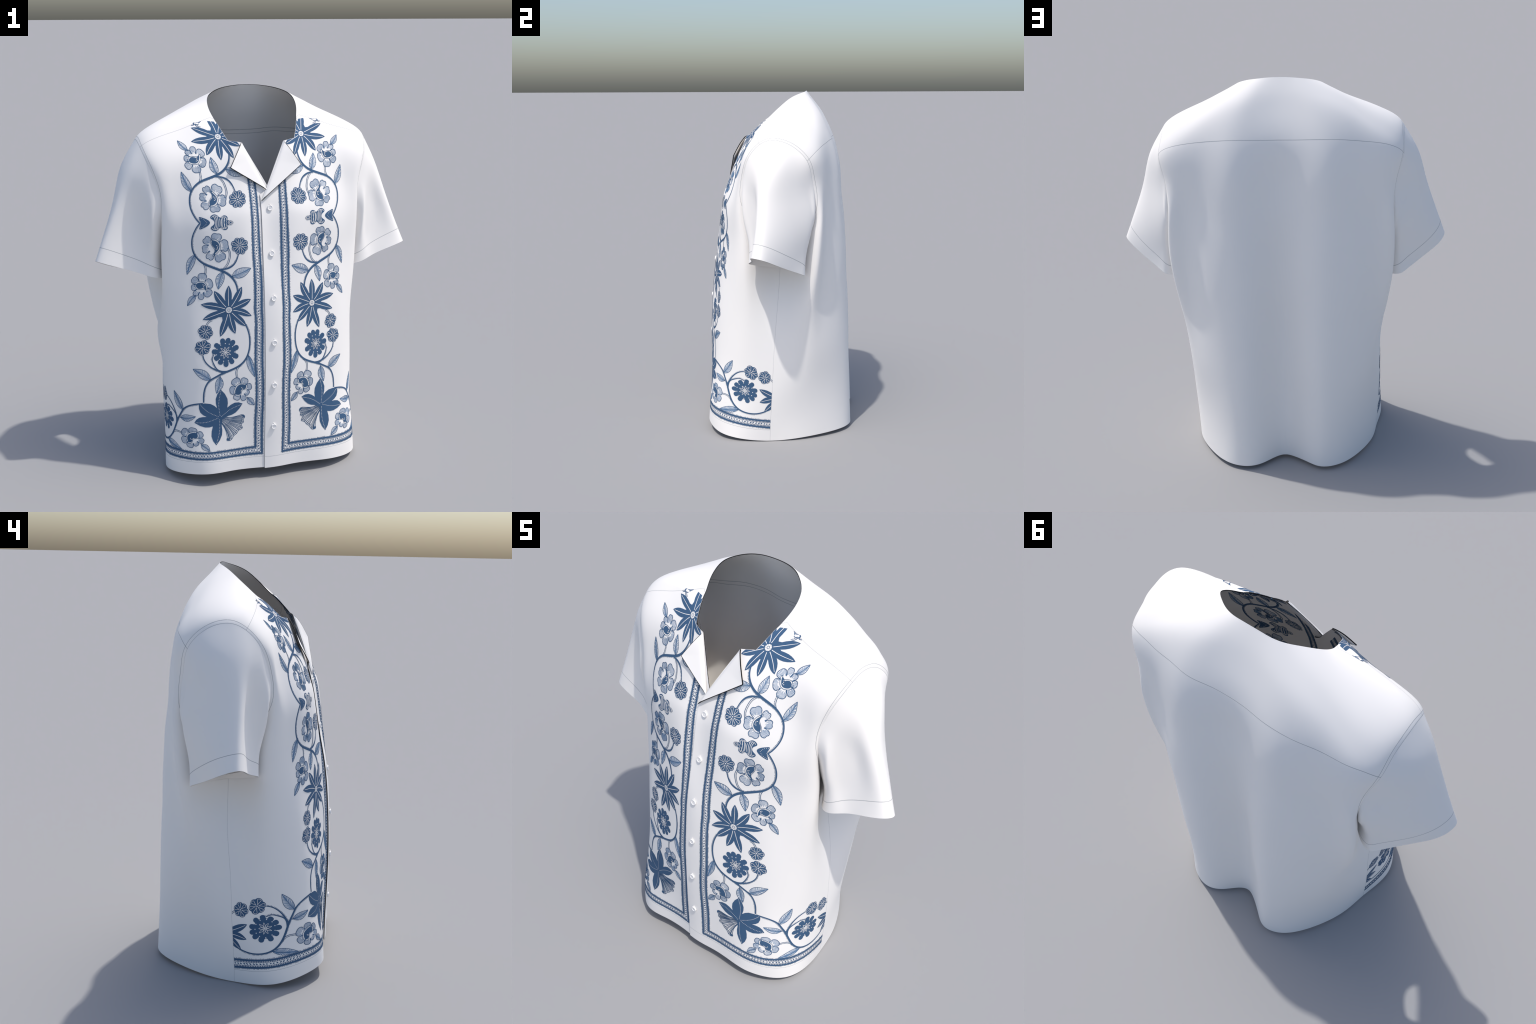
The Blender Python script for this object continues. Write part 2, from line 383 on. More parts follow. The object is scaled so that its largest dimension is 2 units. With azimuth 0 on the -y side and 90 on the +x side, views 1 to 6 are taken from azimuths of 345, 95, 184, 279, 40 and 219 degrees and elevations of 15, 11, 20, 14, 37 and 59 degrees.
def tube(name, side, s, parent, rim, inner=CLOTH/2):
    f = sleeve_surface(side); P, n = sleeve_eval(f, side, s); K = len(s)
    v = np.concatenate([(P+n*CLOTH/2).reshape(-1, 3), (P-n*inner).reshape(-1, 3)]); nn = np.concatenate([n.reshape(-1, 3), -n.reshape(-1, 3)])
    N = K*NW; F = []
    for i in range(K-1):
        for j in range(NW):
            a, b = i*NW+j, i*NW+(j+1) % NW
            q = (a, b, b+NW, a+NW) if side < 0 else (a, a+NW, b+NW, b)
            F.append(q); F.append(tuple(x+N for x in q[::-1]))
    if rim:
        for j in range(NW):
            a, b = (K-1)*NW+j, (K-1)*NW+(j+1) % NW
            F.append((a, b, b+N, a+N) if side < 0 else (a, a+N, b+N, b))
        for j in range(NW):
            a, b = j, (j+1) % NW; F.append((a, a+N, b+N, b) if side < 0 else (a, b, b+N, a+N))
    q = F[0]; d = np.cross(v[q[1]]-v[q[0]], v[q[2]]-v[q[0]])@nn[q[0]]
    if d < 0: F = [t[::-1] for t in F]
    return make_object(name, make_mesh(name, v, F, [WHITE], None, nn), parent)
sleeves = {}
for side in (1, -1):
    sleeves[side] = tube("sleeve", side, np.linspace(0, S_SEAM, 40), shirt, False)
    tube("cuff", side, np.linspace(S_SEAM, 1, 10), sleeves[side], True, .0065)

# ------------------------------------------------------------------ seams drawn as thin raised grey lines
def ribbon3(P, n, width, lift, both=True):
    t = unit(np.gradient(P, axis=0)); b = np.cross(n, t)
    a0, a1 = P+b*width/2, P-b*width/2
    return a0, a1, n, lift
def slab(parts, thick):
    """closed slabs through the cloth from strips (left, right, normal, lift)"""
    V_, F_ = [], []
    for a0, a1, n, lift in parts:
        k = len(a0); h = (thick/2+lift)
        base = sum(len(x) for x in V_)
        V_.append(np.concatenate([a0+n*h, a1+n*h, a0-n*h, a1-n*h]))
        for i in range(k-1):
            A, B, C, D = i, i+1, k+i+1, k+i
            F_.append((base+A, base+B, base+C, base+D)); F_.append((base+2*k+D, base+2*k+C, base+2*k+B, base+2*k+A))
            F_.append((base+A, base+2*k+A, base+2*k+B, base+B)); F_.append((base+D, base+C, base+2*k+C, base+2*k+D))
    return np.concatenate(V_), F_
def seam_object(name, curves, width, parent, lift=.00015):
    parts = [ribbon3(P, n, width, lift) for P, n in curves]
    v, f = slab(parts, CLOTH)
    return make_object(name, make_mesh(name, v, f, [LINE_GREY], smooth_shade=False), parent)
for side in (1, -1):
    on = lambda uv: body(uv[:, 0], uv[:, 1], side)
    fold = lambda uv: on(np.asarray(uv))
    inner_arm = np.concatenate([arm_uv, arm_uv[:1]])
    ctr = arm_uv.mean(0)
    d = np.gradient(inner_arm, axis=0); nrm = unit(np.stack([d[:, 1], -d[:, 0]], 1))
    if ((inner_arm-ctr)*nrm).sum() < 0: nrm = -nrm
    outer_arm = inner_arm+nrm*.019
    keep = outer_arm[(np.abs(np.arange(NW+1)-NW/2) > 16)]
    h = NW+1-33; cut = NW//2-9
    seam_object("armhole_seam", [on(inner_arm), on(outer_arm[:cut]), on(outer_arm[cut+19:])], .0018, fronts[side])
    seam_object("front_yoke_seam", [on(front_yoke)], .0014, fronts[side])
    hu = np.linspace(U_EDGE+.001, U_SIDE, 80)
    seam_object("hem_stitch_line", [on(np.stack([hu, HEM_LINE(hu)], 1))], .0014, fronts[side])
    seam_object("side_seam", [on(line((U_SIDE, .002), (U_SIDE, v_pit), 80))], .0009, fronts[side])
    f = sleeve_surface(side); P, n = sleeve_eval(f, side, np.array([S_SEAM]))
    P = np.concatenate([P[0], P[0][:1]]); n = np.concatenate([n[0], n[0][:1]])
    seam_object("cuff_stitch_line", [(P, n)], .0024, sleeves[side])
by2 = np.concatenate([back_yoke, (back_yoke*[-1, 1]+[2*U[-1], 0])[::-1][1:]])
def on_both(q):
    right = q[:, 0] > U[-1]; uu = np.where(right, 2*U[-1]-q[:, 0], q[:, 0])
    p, nn = body(uu, q[:, 1], 1); p2, n2 = body(uu, q[:, 1], -1)
    return np.where(right[:, None], p2, p), np.where(right[:, None], n2, nn)
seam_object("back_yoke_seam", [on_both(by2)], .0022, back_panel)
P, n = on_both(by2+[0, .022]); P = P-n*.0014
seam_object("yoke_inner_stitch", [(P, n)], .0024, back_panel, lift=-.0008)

# ------------------------------------------------------------------ lapels
def lapel(side):
    lift = .004 if side > 0 else 0.0
    A = np.array([.109,-.187,1.741]); C = np.array([.1835,-.2545,1.625]); B = np.array([-.038,-.308,1.463])
    if side < 0: B = np.array([.004,-.289,1.512])
    nb = unit(np.array([.0,-1,.55]))
    ns, nt = 40, 16
    P = np.zeros((ns, nt, 3)); dist = np.zeros((ns, nt))
    kc = .36                              # where the corner sits along the outer edge
    for i, s in enumerate(np.linspace(0, 1, ns)):
        F = A+(B-A)*s
        E = A+(C-A)*(s/kc) if s < kc else C+(B-C)*((s-kc)/(1-kc))
        if s < kc: E = E+nb*.004*math.sin(math.pi*s/kc)
        t = np.append(np.linspace(0, 1, nt-1)**1.4*(1-.0034/np.linalg.norm(E-F)) if np.linalg.norm(E-F) > .01 else np.linspace(0, .8, nt-1), 1)[:, None]
        P[i] = F+(E-F)*t
        dist[i] = np.linalg.norm((E-F)*t, axis=1)
        P[i] += nb*(.003*min(1, np.linalg.norm(E-F)/.06)*smooth(dist[i]/.02)*(1-smooth(dist[i]/.11)))[:, None]
    P += nb*(.0015+lift)*smooth(dist/.01)[..., None]
    if side < 0: P = P*_m
    du = np.gradient(P, axis=0); dv = np.gradient(P, axis=1); n = unit(np.cross(du, dv))
    n[0], n[-1] = n[1], n[-2]
    out = nb*([1, 1, 1] if side > 0 else _m)
    if (n@out).mean() < 0: n = -n
    h = .0022; N = ns*nt
    v = np.concatenate([(P+n*h).reshape(-1, 3), (P-n*h).reshape(-1, 3)]); nn = np.concatenate([n.reshape(-1, 3), -n.reshape(-1, 3)])
    F, mi = [], []
    for i in range(ns-1):
        for j in range(nt-1):
            a = i*nt+j; q = (a, a+1, a+nt+1, a+nt)
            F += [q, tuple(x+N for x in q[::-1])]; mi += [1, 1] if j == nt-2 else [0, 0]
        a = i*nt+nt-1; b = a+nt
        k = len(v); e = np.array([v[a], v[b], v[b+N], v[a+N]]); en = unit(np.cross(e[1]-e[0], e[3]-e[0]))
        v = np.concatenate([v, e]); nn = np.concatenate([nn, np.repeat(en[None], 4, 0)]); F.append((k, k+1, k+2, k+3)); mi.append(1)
    q = next(f for f in F[nt*4:] if True); 
    if np.cross(v[q[1]]-v[q[0]], v[q[2]]-v[q[0]])@nn[q[0]] < 0: F = [t[::-1] for t in F]
    return make_object("lapel", make_mesh("lapel", v, F, [WHITE, EDGE], mi, nn), fronts[side])
lapel(1); lapel(-1)

# ------------------------------------------------------------------ buttons
def lathe(profile, n=36):
    v, f = [], []
    for r, h in profile:
        for k in range(n):
            a = 2*math.pi*k/n; v.append((r*math.cos(a), r*math.sin(a), h))
    for i in range(len(profile)-1):
        for k in range(n):
            a, b = i*n+k, i*n+(k+1) % n; f.append((a, b, b+n, a+n))
    f.append(tuple(range((len(profile)-1)*n, len(profile)*n)))
    return v, f
prof = [(.0136, -.004), (.0142, -.001), (.0142, .002), (.0134, .0040), (.0118, .0046), (.0104, .0040), (.0092, .0028), (.004, .0025)]
bv, bf = lathe(prof)
def block(cx, cy, lx, ly, z0, z1, ang=0):
    c, s = math.cos(ang), math.sin(ang); k = len(bv)
    for z in (z0, z1):
        for x, y in ((-lx, -ly), (lx, -ly), (lx, ly), (-lx, ly)):
            bv.append((cx+c*x-s*y, cy+s*x+c*y, z))
    for q in ((3, 2, 1, 0), (4, 5, 6, 7), (0, 1, 5, 4), (1, 2, 6, 5), (2, 3, 7, 6), (3, 0, 4, 7)): bf.append(tuple(k+i for i in q))
    return 6
nb0 = len(bf)
for sx in (-1, 1):                       # four thread holes and two bars of thread
    for sy in (-1, 1): block(sx*.0026, sy*.0026, .0009, .0009, .002, .0030)
nb1 = len(bf)
for sx in (-1, 1): block(sx*.0026, 0, .0008, .0022, .0021, .0036)
block(0, .0172, .0016, .0022, -.004, .0008)   # end of the buttonhole stitching
button_mesh = make_mesh("button", bv, bf, [BUTTON, LINE_GREY], [0]*nb0+[1]*(nb1-nb0)+[0]*(len(bf)-nb1), smooth_shade=False)
for p in button_mesh.polygons:
    if p.index < 36*4: p.use_smooth = True
BUTTON_V = [1.424, 1.2, .979, .75, .523, .293]
for z in BUTTON_V:
    vv = np.interp(z, body_raw(np.zeros(400), np.linspace(0, 1.9, 400))[:, 2], np.linspace(0, 1.9, 400))
    p, n = body([.004], [vv], 1); p, n = p[0], n[0]
    o = make_object("button", button_mesh, fronts[1])
    zax = Vector(n); xax = Vector((1, 0, 0)); yax = zax.cross(xax).normalized(); xax = yax.cross(zax)
    if yax.z < 0: xax, yax = -xax, -yax
    from mathutils import Matrix
    M = Matrix((xax, yax, zax)).transposed().to_4x4(); M.translation = Vector(p+n*(CLOTH/2+.0045))
    o.matrix_world = M

# ------------------------------------------------------------------ the block print
# The print is drawn flat, in metres, on the cloth: origin at the inner corner of the border,
# X towards the side seam, Y up.  DRAPE says where marks of the flat print lie on the worn shirt.
HEART_Y = 1.192
DRAPE = [
 (.134,.744,.219,-.363,.926),(.128,.873,.217,-.352,1.05),(.021,.803,.111,-.385,.983),(.021,.713,.110,-.395,.896),(.103,.622,.190,-.377,.804),
 (.178,.625,.261,-.354,.795),(.264,.712,.343,-.323,.878),(.272,.793,.350,-.313,.956),(.205,.857,.287,-.330,1.026),(.343,.784,.410,-.274,.940),
 (.255,.640,.333,-.333,.813),(.268,.561,.347,-.336,.731),(.156,.533,.239,-.368,.708),(.324,.450,.397,-.320,.613),(.005,.401,.097,-.417,.578),
 (.202,.315,.288,-.374,.493),(.184,.184,.274,-.387,.364),(.181,.334,.264,-.377,.509),(.071,.262,.158,-.402,.436),(.322,.169,.401,-.343,.334),
 (.212,.045,.302,-.396,.224),(.270,.281,.353,-.359,.447),(.342,.460,.489,-.227,.487),(.221,.335,.413,-.337,.378),(0,0,.095,-.414,.183),
 (.156,.533,.509,-.161,.302),(.268,.561,.512,-.123,.411),(.255,.640,.514,-.044,.385),(.178,.625,.518,-.073,.313),(.103,.622,.521,-.077,.237),
 (.009,.267,.356,-.391,.184),(.005,.401,.461,-.304,.170),
 (.214,1.190,.301,-.303,1.366),(.263,1.193,.344,-.280,1.363),(.245,.981,.328,-.304,1.151),(.340,.945,.410,-.264,1.101),(.015,.960,.106,-.364,1.139),(.071,1.070,.159,-.347,1.250),
 (.134,1.640,.218,-.138,1.768),(.128,1.511,.216,-.201,1.657),(.264,1.672,.341,-.080,1.802),(.272,1.591,.350,-.126,1.740),(.205,1.527,.285,-.178,1.680),
 (.178,1.759,.249,-.042,1.848),(.245,1.403,.328,-.220,1.563),(.340,1.439,.416,-.183,1.604),(.343,1.600,.419,-.119,1.753),(.183,1.525,.268,-.185,1.671),(.071,1.314,.159,-.298,1.474),(0,1.396,.097,-.262,1.56),(-.046,1.362,.056,-.277,1.532),(.021,1.583,.118,-.192,1.722),(.065,1.522,.156,-.211,1.668)]
_src, _dst = [], []
for x, y, *q in DRAPE:
    hem_mark = q[2] < .52 and q[0] > .355 and (x, y) not in ((.322, .169),)
    _src.append((y, x) if hem_mark else (x, y)); _dst.append(q)
def _anchor(flat, u, v):
    _src.append(flat); _dst.append(body_raw([u], [v])[0])
for y in (.15, .45, .75, 1.05):
    for x in (-.046, 0): _anchor((x, y), x+.0960, y+.127)
for x, v in ((-.05, .076), (0, .076), (.1, .076), (.2, .076), (.3, .074), (.4, .072), (.5, .068), (.6, .064), (.704, .058)):
    _anchor((x, -.050), x+.095-.005*float(smooth(np.array(x/.2))) if x < .3 else .39+(x-.3)*.36/.404, v)
_anchor((.704, 0), U_SIDE, .108)
def _kern(a, b):
    r2 = ((a[:, None]-b[None])**2).sum(-1)
    return .5*r2*np.log(r2+1e-12)
def thin_plate(src, dst):
    """smooth map through matched points"""
    src, dst = np.array(src), np.array(dst); n = len(src)
    A = np.zeros((n+3, n+3)); A[:n, :n] = _kern(src, src)+np.eye(n)*1e-3
    A[:n, n] = 1; A[:n, n+1:] = src; A[n:, :n] = A[:n, n:].T
    C = np.linalg.solve(A, np.concatenate([dst, np.zeros((3, dst.shape[1]))]))
    def f(q):
        q = np.asarray(q, float); out = np.empty((len(q), dst.shape[1]))
        for s in range(0, len(q), 20000):
            k = q[s:s+20000]; out[s:s+20000] = _kern(k, src)@C[:n]+C[n]+k@C[n+1:]
        return out
    return f
_in_space = thin_plate(_src, _dst)
# tabulate (u, v) of the cloth under an even grid of the flat print: nearest body point to the smooth 3D map
_dx = np.arange(-.08, .80, .01); _dy = np.arange(-.08, 1.86, .01)
_gx = np.stack(np.meshgrid(_dx, _dy, indexing="ij"), -1).reshape(-1, 2)
_q = _in_space(_gx)
_coarse = _G[::6, ::6].reshape(-1, 3); _cu = np.repeat(_gu[::6], len(_gv[::6])); _cv = np.tile(_gv[::6], len(_gu[::6]))
_k = np.concatenate([((_q[s:s+1000, None]-_coarse)**2).sum(-1).argmin(1) for s in range(0, len(_q), 1000)])
_u, _v = _cu[_k].copy(), _cv[_k].copy()
for _it in range(9):
    e = 1e-3
    p0 = body_raw(_u, _v); ju = (body_raw(_u+e, _v)-body_raw(_u-e, _v))/(2*e); jv = (body_raw(_u, _v+e)-body_raw(_u, _v-e))/(2*e); r = _q-p0
    a11, a12, a22 = (ju*ju).sum(1)+1e-6, (ju*jv).sum(1), (jv*jv).sum(1)+1e-6; b1, b2 = (ju*r).sum(1), (jv*r).sum(1); D = a11*a22-a12*a12
    _u = np.clip(_u+np.clip((a22*b1-a12*b2)/D, -.03, .03), -.06, 1.0); _v = np.clip(_v+np.clip((a11*b2-a12*b1)/D, -.03, .03), -.02, V[-1]+.12)
_table = np.stack([_u, _v], -1).reshape(len(_dx), len(_dy), 2)
def drape(q):
    q = np.asarray(q, float); fx = np.clip((q[:, 0]-_dx[0])/.01, 0, len(_dx)-1.001); fy = np.clip((q[:, 1]-_dy[0])/.01, 0, len(_dy)-1.001)
    i, j = fx.astype(int), fy.astype(int); a, b = (fx-i)[:, None], (fy-j)[:, None]
    return (_table[i, j]*(1-a)+_table[i+1, j]*a)*(1-b)+(_table[i, j+1]*(1-a)+_table[i+1, j+1]*a)*b

class Motif:
    """one printed figure: flat filled shapes and lines, in blue ink or left white on top of ink"""
    def __init__(s, name, lift=.0006):
        s.name, s.lift, s.shapes = name, lift, []
    def poly(s, pts, ink=True, step=.012):
        v, f = fill(np.asarray(pts, float), step, .4)
        if len(f): s.shapes.append((v, f, ink))
    def blob(s, pts, ink=True, n=None, step=.012):
        s.poly(chord_spline(pts, n or 6*len(pts), True), ink, step)
    def dot(s, c, r, ink=False, n=8, stretch=1, ang=0):
        a = np.arange(n)/n*2*math.pi
        p = np.stack([np.cos(a)*r*stretch, np.sin(a)*r], 1); c0, s0 = math.cos(ang), math.sin(ang)
        v = np.concatenate([[c], np.asarray(c)+p@np.array([[c0, s0], [-s0, c0]])])
        s.shapes.append((v, [(0, 1+i, 1+(i+1) % n) for i in range(n)], ink))
    def ribbon(s, P, w, ink=True, w1=None):
        P = np.asarray(P, float); k = len(P)
        t = unit(np.gradient(P, axis=0)); b = np.stack([-t[:, 1], t[:, 0]], 1)
        ww = (np.linspace(w, w if w1 is None else w1, k) if np.isscalar(w) else np.asarray(w))[:, None]/2
        v = np.concatenate([P+b*ww, P-b*ww])
        f = []
        for i in range(k-1): f += [(i, i+1, k+i+1), (i, k+i+1, k+i)]
        s.shapes.append((v, f, ink))
    def curve(s, pts, w, ink=True, closed=False, step=.008, w1=None):
        pts = np.asarray(pts, float)
        L = np.linalg.norm(np.diff(pts, axis=0), axis=1).sum()
        n = max(3, int(L/step)+1)
        P = chord_spline(pts, n, closed)
        if closed: P = np.concatenate([P, P[:1]])
        s.ribbon(P, w, ink, w1); return P
    def loop(s, P, w, ink=True):
        P = np.asarray(P); s.ribbon(np.concatenate([P, P[:1]]), w, ink)
    def ticks(s, P, spacing, length, width, offset=0, ink=True, jitter=0):
        """short strokes standing off one side of a line"""
        P = np.asarray(P); d = np.concatenate([[0], np.cumsum(np.linalg.norm(np.diff(P, axis=0), axis=1))])
        m = int(d[-1]/spacing); q = (np.arange(m)+.5)*d[-1]/max(m, 1)
        c = np.stack([np.interp(q, d, P[:, j]) for j in (0, 1)], 1)
        t = unit(np.stack([np.interp(q, d, np.gradient(P[:, j])) for j in (0, 1)], 1)); b = np.stack([-t[:, 1], t[:, 0]], 1)
        v, f = [], []
        for i in range(m):
            l = length*(1+jitter*rng.uniform(-1, 1)); a, e = c[i]+b[i]*offset, c[i]+b[i]*(offset+np.sign(offset if offset else 1)*l)
            h = t[i]*width/2; k = len(v); v += [a-h, a+h, e+h, e-h]; f += [(k, k+1, k+2), (k, k+2, k+3)]
        if f: s.shapes.append((np.array(v), f, ink))

MAP_ID = lambda p: p
MAP_UP = lambda p: np.stack([p[:, 0], 2*HEART_Y-p[:, 1]], 1)       # mirrored above the heart
MAP_HEM = lambda p: np.stack([p[:, 1], p[:, 0]], 1)                # mirrored across the corner

# ---- figures
def vine(m, pts, w, side, chain_like=False):
    pts = np.asarray(pts, float)
    if chain_like:                                  # a stem of two fine lines with rungs
        L = np.linalg.norm(np.diff(pts, axis=0), axis=1).sum(); P = chord_spline(pts, max(6, int(L/.006)))
        t = unit(np.gradient(P, axis=0)); b = np.stack([-t[:, 1], t[:, 0]], 1)
        m.ribbon(P+b*.0032*side, .0030); m.ribbon(P-b*.0030*side, .0014)
        m.ticks(P, .0062, .0036, .0024, -.0020*side)
        return
    w = np.asarray(w)*.9 if not np.isscalar(w) else w
    P = m.curve(pts, w if np.isscalar(w) else np.interp(np.linspace(0, 1, max(3, int(np.linalg.norm(np.diff(pts, axis=0), axis=1).sum()/.008)+1)), np.linspace(0, 1, len(w)), w))
    wm = w if np.isscalar(w) else float(np.mean(w))
    m.ticks(P, .0058, .0042, .0026, side*wm*.45, jitter=.25)
def leaf(m, base, tip, wl, wr, bend=0.0):
    base, tip = np.array(base), np.array(tip); ax = tip-base; L = np.linalg.norm(ax); ax = ax/L; nb = np.array([-ax[1], ax[0]])
    def at(t, k): return base+ax*L*t+nb*(bend*L*np.sin(math.pi*t)+k)
    T = np.linspace(0, 1, 22)
    prof = lambda t: np.sin(math.pi*np.clip(t, 0, 1)**.85)**.9*(1-.12*t)
    for sgn, w in ((1, wl), (-1, wr)):
        m.ribbon(np.array([at(t, sgn*w*prof(t)) for t in T]), .0023)
        n = max(6, int(L/.0055))
        for i in range(n):
            t0 = .03+.86*i/n; t1 = min(.985, t0+.14+.05*rng.random())
            a = at(t0, 0); e = at(t1, sgn*w*prof(t1)*.97); mid = (a+e)/2+ax*.003
            m.ribbon(np.array([a, mid, e]), .0019, 'tint', .0014)
    m.ribbon(np.array([at(t, 0) for t in T]), .0026, w1=.0012)
    m.ribbon(np.array([base-ax*.004, base+ax*.012]), .005, w1=.002)
def polar_petal(c, a0, a1, R, r_in, dimple, power=.38, n=19):
    x = np.linspace(0, 1, n); r = r_in+(R-r_in)*np.sin(math.pi*np.clip(x, .0, 1))**power*(1-dimple*np.exp(-((x-.5)/.13)**2))
    a = a0+(a1-a0)*x
    return np.stack([c[0]+r*np.cos(a), c[1]+r*np.sin(a)], 1), x, a, r
def open_flower(m, c, tips, blob, dimple=.10, half=1.0, dense=.0046, power=.27):
    """flower with hatched petals round a dark throat; tips are the petal ends"""
    c = np.array(c); d = np.array(tips)-c; ang = np.arctan2(d[:, 1], d[:, 0]); o = np.argsort(ang); ang = ang[o]; R = np.linalg.norm(d, axis=1)[o]; n = len(o)
    blob = np.array(blob)
    rb = np.linalg.norm(blob-c, axis=1).mean()
    for k in range(n):
        prev = ang[k-1]-(2*math.pi if k == 0 else 0); nxt = ang[(k+1) % n]+(2*math.pi if k == n-1 else 0)
        a0 = ang[k]-half*(ang[k]-prev)/2*.98; a1 = ang[k]+half*(nxt-ang[k])/2*.98
        P, x, a, r = polar_petal(c, a0, a1, R[k]*1.02, rb*1.25, dimple, power)
        m.ribbon(P, .0028)
        m.ribbon(np.array([P[0], c+(P[1]-c)*1.0]), .0020)
        cnt = max(7, int((a1-a0)*R[k]*.8/dense))
        for i in range(cnt):
            xi = (i+.5)/cnt; ai = a0+(a1-a0)*xi; ro = np.interp(xi, x, r)*.98
            if ro < rb*1.5: continue
            ri = rb*1.34+(ro-rb*1.3)*(.02+.35*rng.random()) if i % 2 else ro-(ro-rb)*(.55+.3*rng.random())
            e = np.array([math.cos(ai), math.sin(ai)]); bend = (xi-.5)*.12
            e2 = np.array([math.cos(ai-bend), math.sin(ai-bend)])
            m.ribbon(np.array([c+e*ro, (c+e*(ro+ri)/2), c+e2*ri]), .0022, 'tint', .0012)
    B = chord_spline(blob, 5*len(blob), True)
    m.poly(B)
    bc = B.mean(0); m.loop(bc+(B-bc)*1.16+unit(B-bc)*.0030, .0018)
    for i in range(5):                                   # pale stamens beside the throat
        a = 2.3+.5*i; m.dot(bc+np.array([math.cos(a), math.sin(a)])*.0105*(1+.3*(i % 2)), .0022, False, 6)
def button_flower(m, c, R, n, rot, var=.08):
    c = np.array(c); a = np.linspace(0, 2*math.pi, 72, endpoint=False)
    wob = 1+var*np.sin(2*a+rot*3)+.5*var*np.sin(3*a+rot)
    r = R*(.80+.20*np.abs(np.cos((a-rot)*n/2))**.6)*wob
    m.poly(np.stack([c[0]+r*np.cos(a), c[1]+r*np.sin(a)], 1), step=.009)
    for k in range(n):
        b = rot+2*math.pi*k/n; Rk = R*.90*(1+var*math.sin(2*b+rot*3)+.5*var*math.sin(3*b+rot)); h = math.pi/n*.60
        s = 1-(1-np.linspace(0, 1, 13))**1.5
        rr = Rk*(.20+.80*s**.85); w = h*Rk*(.08+.92*s**1.2)*np.sqrt(np.clip(1-np.clip((s-.62)/.38, 0, 1)**2, 0, 1))
        e = np.array([math.cos(b), math.sin(b)]); q = np.array([-e[1], e[0]])
        P = np.concatenate([c+rr[:, None]*e+w[:, None]*q, (c+rr[:, None]*e-w[:, None]*q)[::-1]])
        m.ribbon(P, .0017, False)
    m.dot(c, .0034, False, 10)
def star_flower(m, c, tips):
    c = np.array(c); d = np.array(tips)-c; ang = np.arctan2(d[:, 1], d[:, 0]); o = np.argsort(ang); d = d[o]; ang = ang[o]; n = len(o)
    out = []
    for k in range(n):
        gap0 = (ang[k]-ang[k-1]) % (2*math.pi); gap1 = (ang[(k+1) % n]-ang[k]) % (2*math.pi)
        R = np.linalg.norm(d[k]); e = d[k]/R; q = np.array([-e[1], e[0]])
        r0 = .038+.012*min(1, .6/gap0); bow = .006*math.sin(3*ang[k]+1)
        t = np.array([.30, .42, .55, .68, .80, .90, .97])
        w = np.array([.0140, .0172, .0188, .0182, .0146, .0092, .0038])*min(1.0, R/.115)**.5*(min(gap0, gap1)/.62)**.35
        right = [c+e*R*tt-q*ww+q*bow*math.sin(math.pi*tt) for tt, ww in zip(t, w)]
        left = [c+e*R*tt+q*ww+q*bow*math.sin(math.pi*tt) for tt, ww in zip(t, w)]
        na = ang[k]-gap0/2
        out.append(c+np.array([math.cos(na), math.sin(na)])*min(.060, .036+.018/max(gap0, .35)*.6))
        out += right[1:]+[c+d[k]*1.01]+left[:0:-1]
    m.poly(np.array(out), step=.010)
    for k in range(n):
        R = np.linalg.norm(d[k]); e = d[k]/R; q = np.array([-e[1], e[0]]); bow = .006*math.sin(3*ang[k]+1)
        t = np.linspace(.022/R, .93, 9)
        m.ribbon(np.array([c+e*R*x+q*bow*math.sin(math.pi*x) for x in t]), .0030, False, w1=.0018)
    a = np.linspace(0, 2*math.pi, 48, endpoint=False); r = .0148*(1+.10*np.abs(np.sin(a*5)))
    m.poly(np.stack([c[0]+r*np.cos(a), c[1]+r*np.sin(a)], 1), False, .008)
    m.top = [(np.stack([c[0]+.0062*np.cos(a[::3]), c[1]+.0062*np.sin(a[::3])], 1), .0022)]
    for k in range(9):
        b = 2*math.pi*k/9+.2; m.top.append((np.array([c+np.array([math.cos(b), math.sin(b)])*.0105, c+np.array([math.cos(b), math.sin(b)])*.0150]), .0009))
def daisy_flower(m, c, tips):
    c = np.array(c); d = np.array(tips)-c; ang = np.arctan2(d[:, 1], d[:, 0]); o = np.argsort(ang); ang = ang[o]; R = np.linalg.norm(d, axis=1)[o]; n = len(o)
    out, dots = [], []
    for k in range(n):
        prev = ang[k-1]-(2*math.pi if k == 0 else 0); nxt = ang[(k+1) % n]+(2*math.pi if k == n-1 else 0)
        e = np.array([math.cos(ang[k]), math.sin(ang[k])]); q = np.array([-e[1], e[0]])
        hw = min(.0132, .5*.053*.92*min(ang[k]-prev, nxt-ang[k])*2)
        na = (ang[k]+prev)/2; rn = .0500
        out.append(c+rn*np.array([math.cos(na), math.sin(na)])); dots.append(out[-1]-.0035*np.array([math.cos(na), math.sin(na)]))
        for s, l in ((-.95, .0), (-1, .3), (-.93, .6), (-.72, .80), (-.40, .94), (0, 1), (.40, .94), (.72, .80), (.93, .6), (1, .3), (.95, 0)):
            out.append(c+e*(.053+(R[k]*1.03-.053)*l)+q*hw*s)
    m.poly(np.array(out), step=.010)
    for p in dots: m.dot(p, .0027, False, 8)
    for k in range(9):
        b = 2*math.pi*k/9+.1; e = np.array([math.cos(b), math.sin(b)]); q = np.array([-e[1], e[0]]); s = np.linspace(0, 1, 7)
        l = .031*(.9+.2*rng.random()); P = [c+e*l*(.15+.85*x)+q*.0042*math.sin(math.pi*x**.9) for x in s]+[c+e*l*(.15+.85*x)-q*.0042*math.sin(math.pi*x**.9) for x in s[::-1]]
        m.ribbon(np.array(P), .0017, False)
    m.dot(c, .0036, False, 10)
def dotted(m, pts, spacing, r):
    pts = np.asarray(pts, float); L = np.linalg.norm(np.diff(pts, axis=0), axis=1).sum()
    for p in chord_spline(pts, max(3, int(L/spacing))): m.dot(p, r, False, 6)

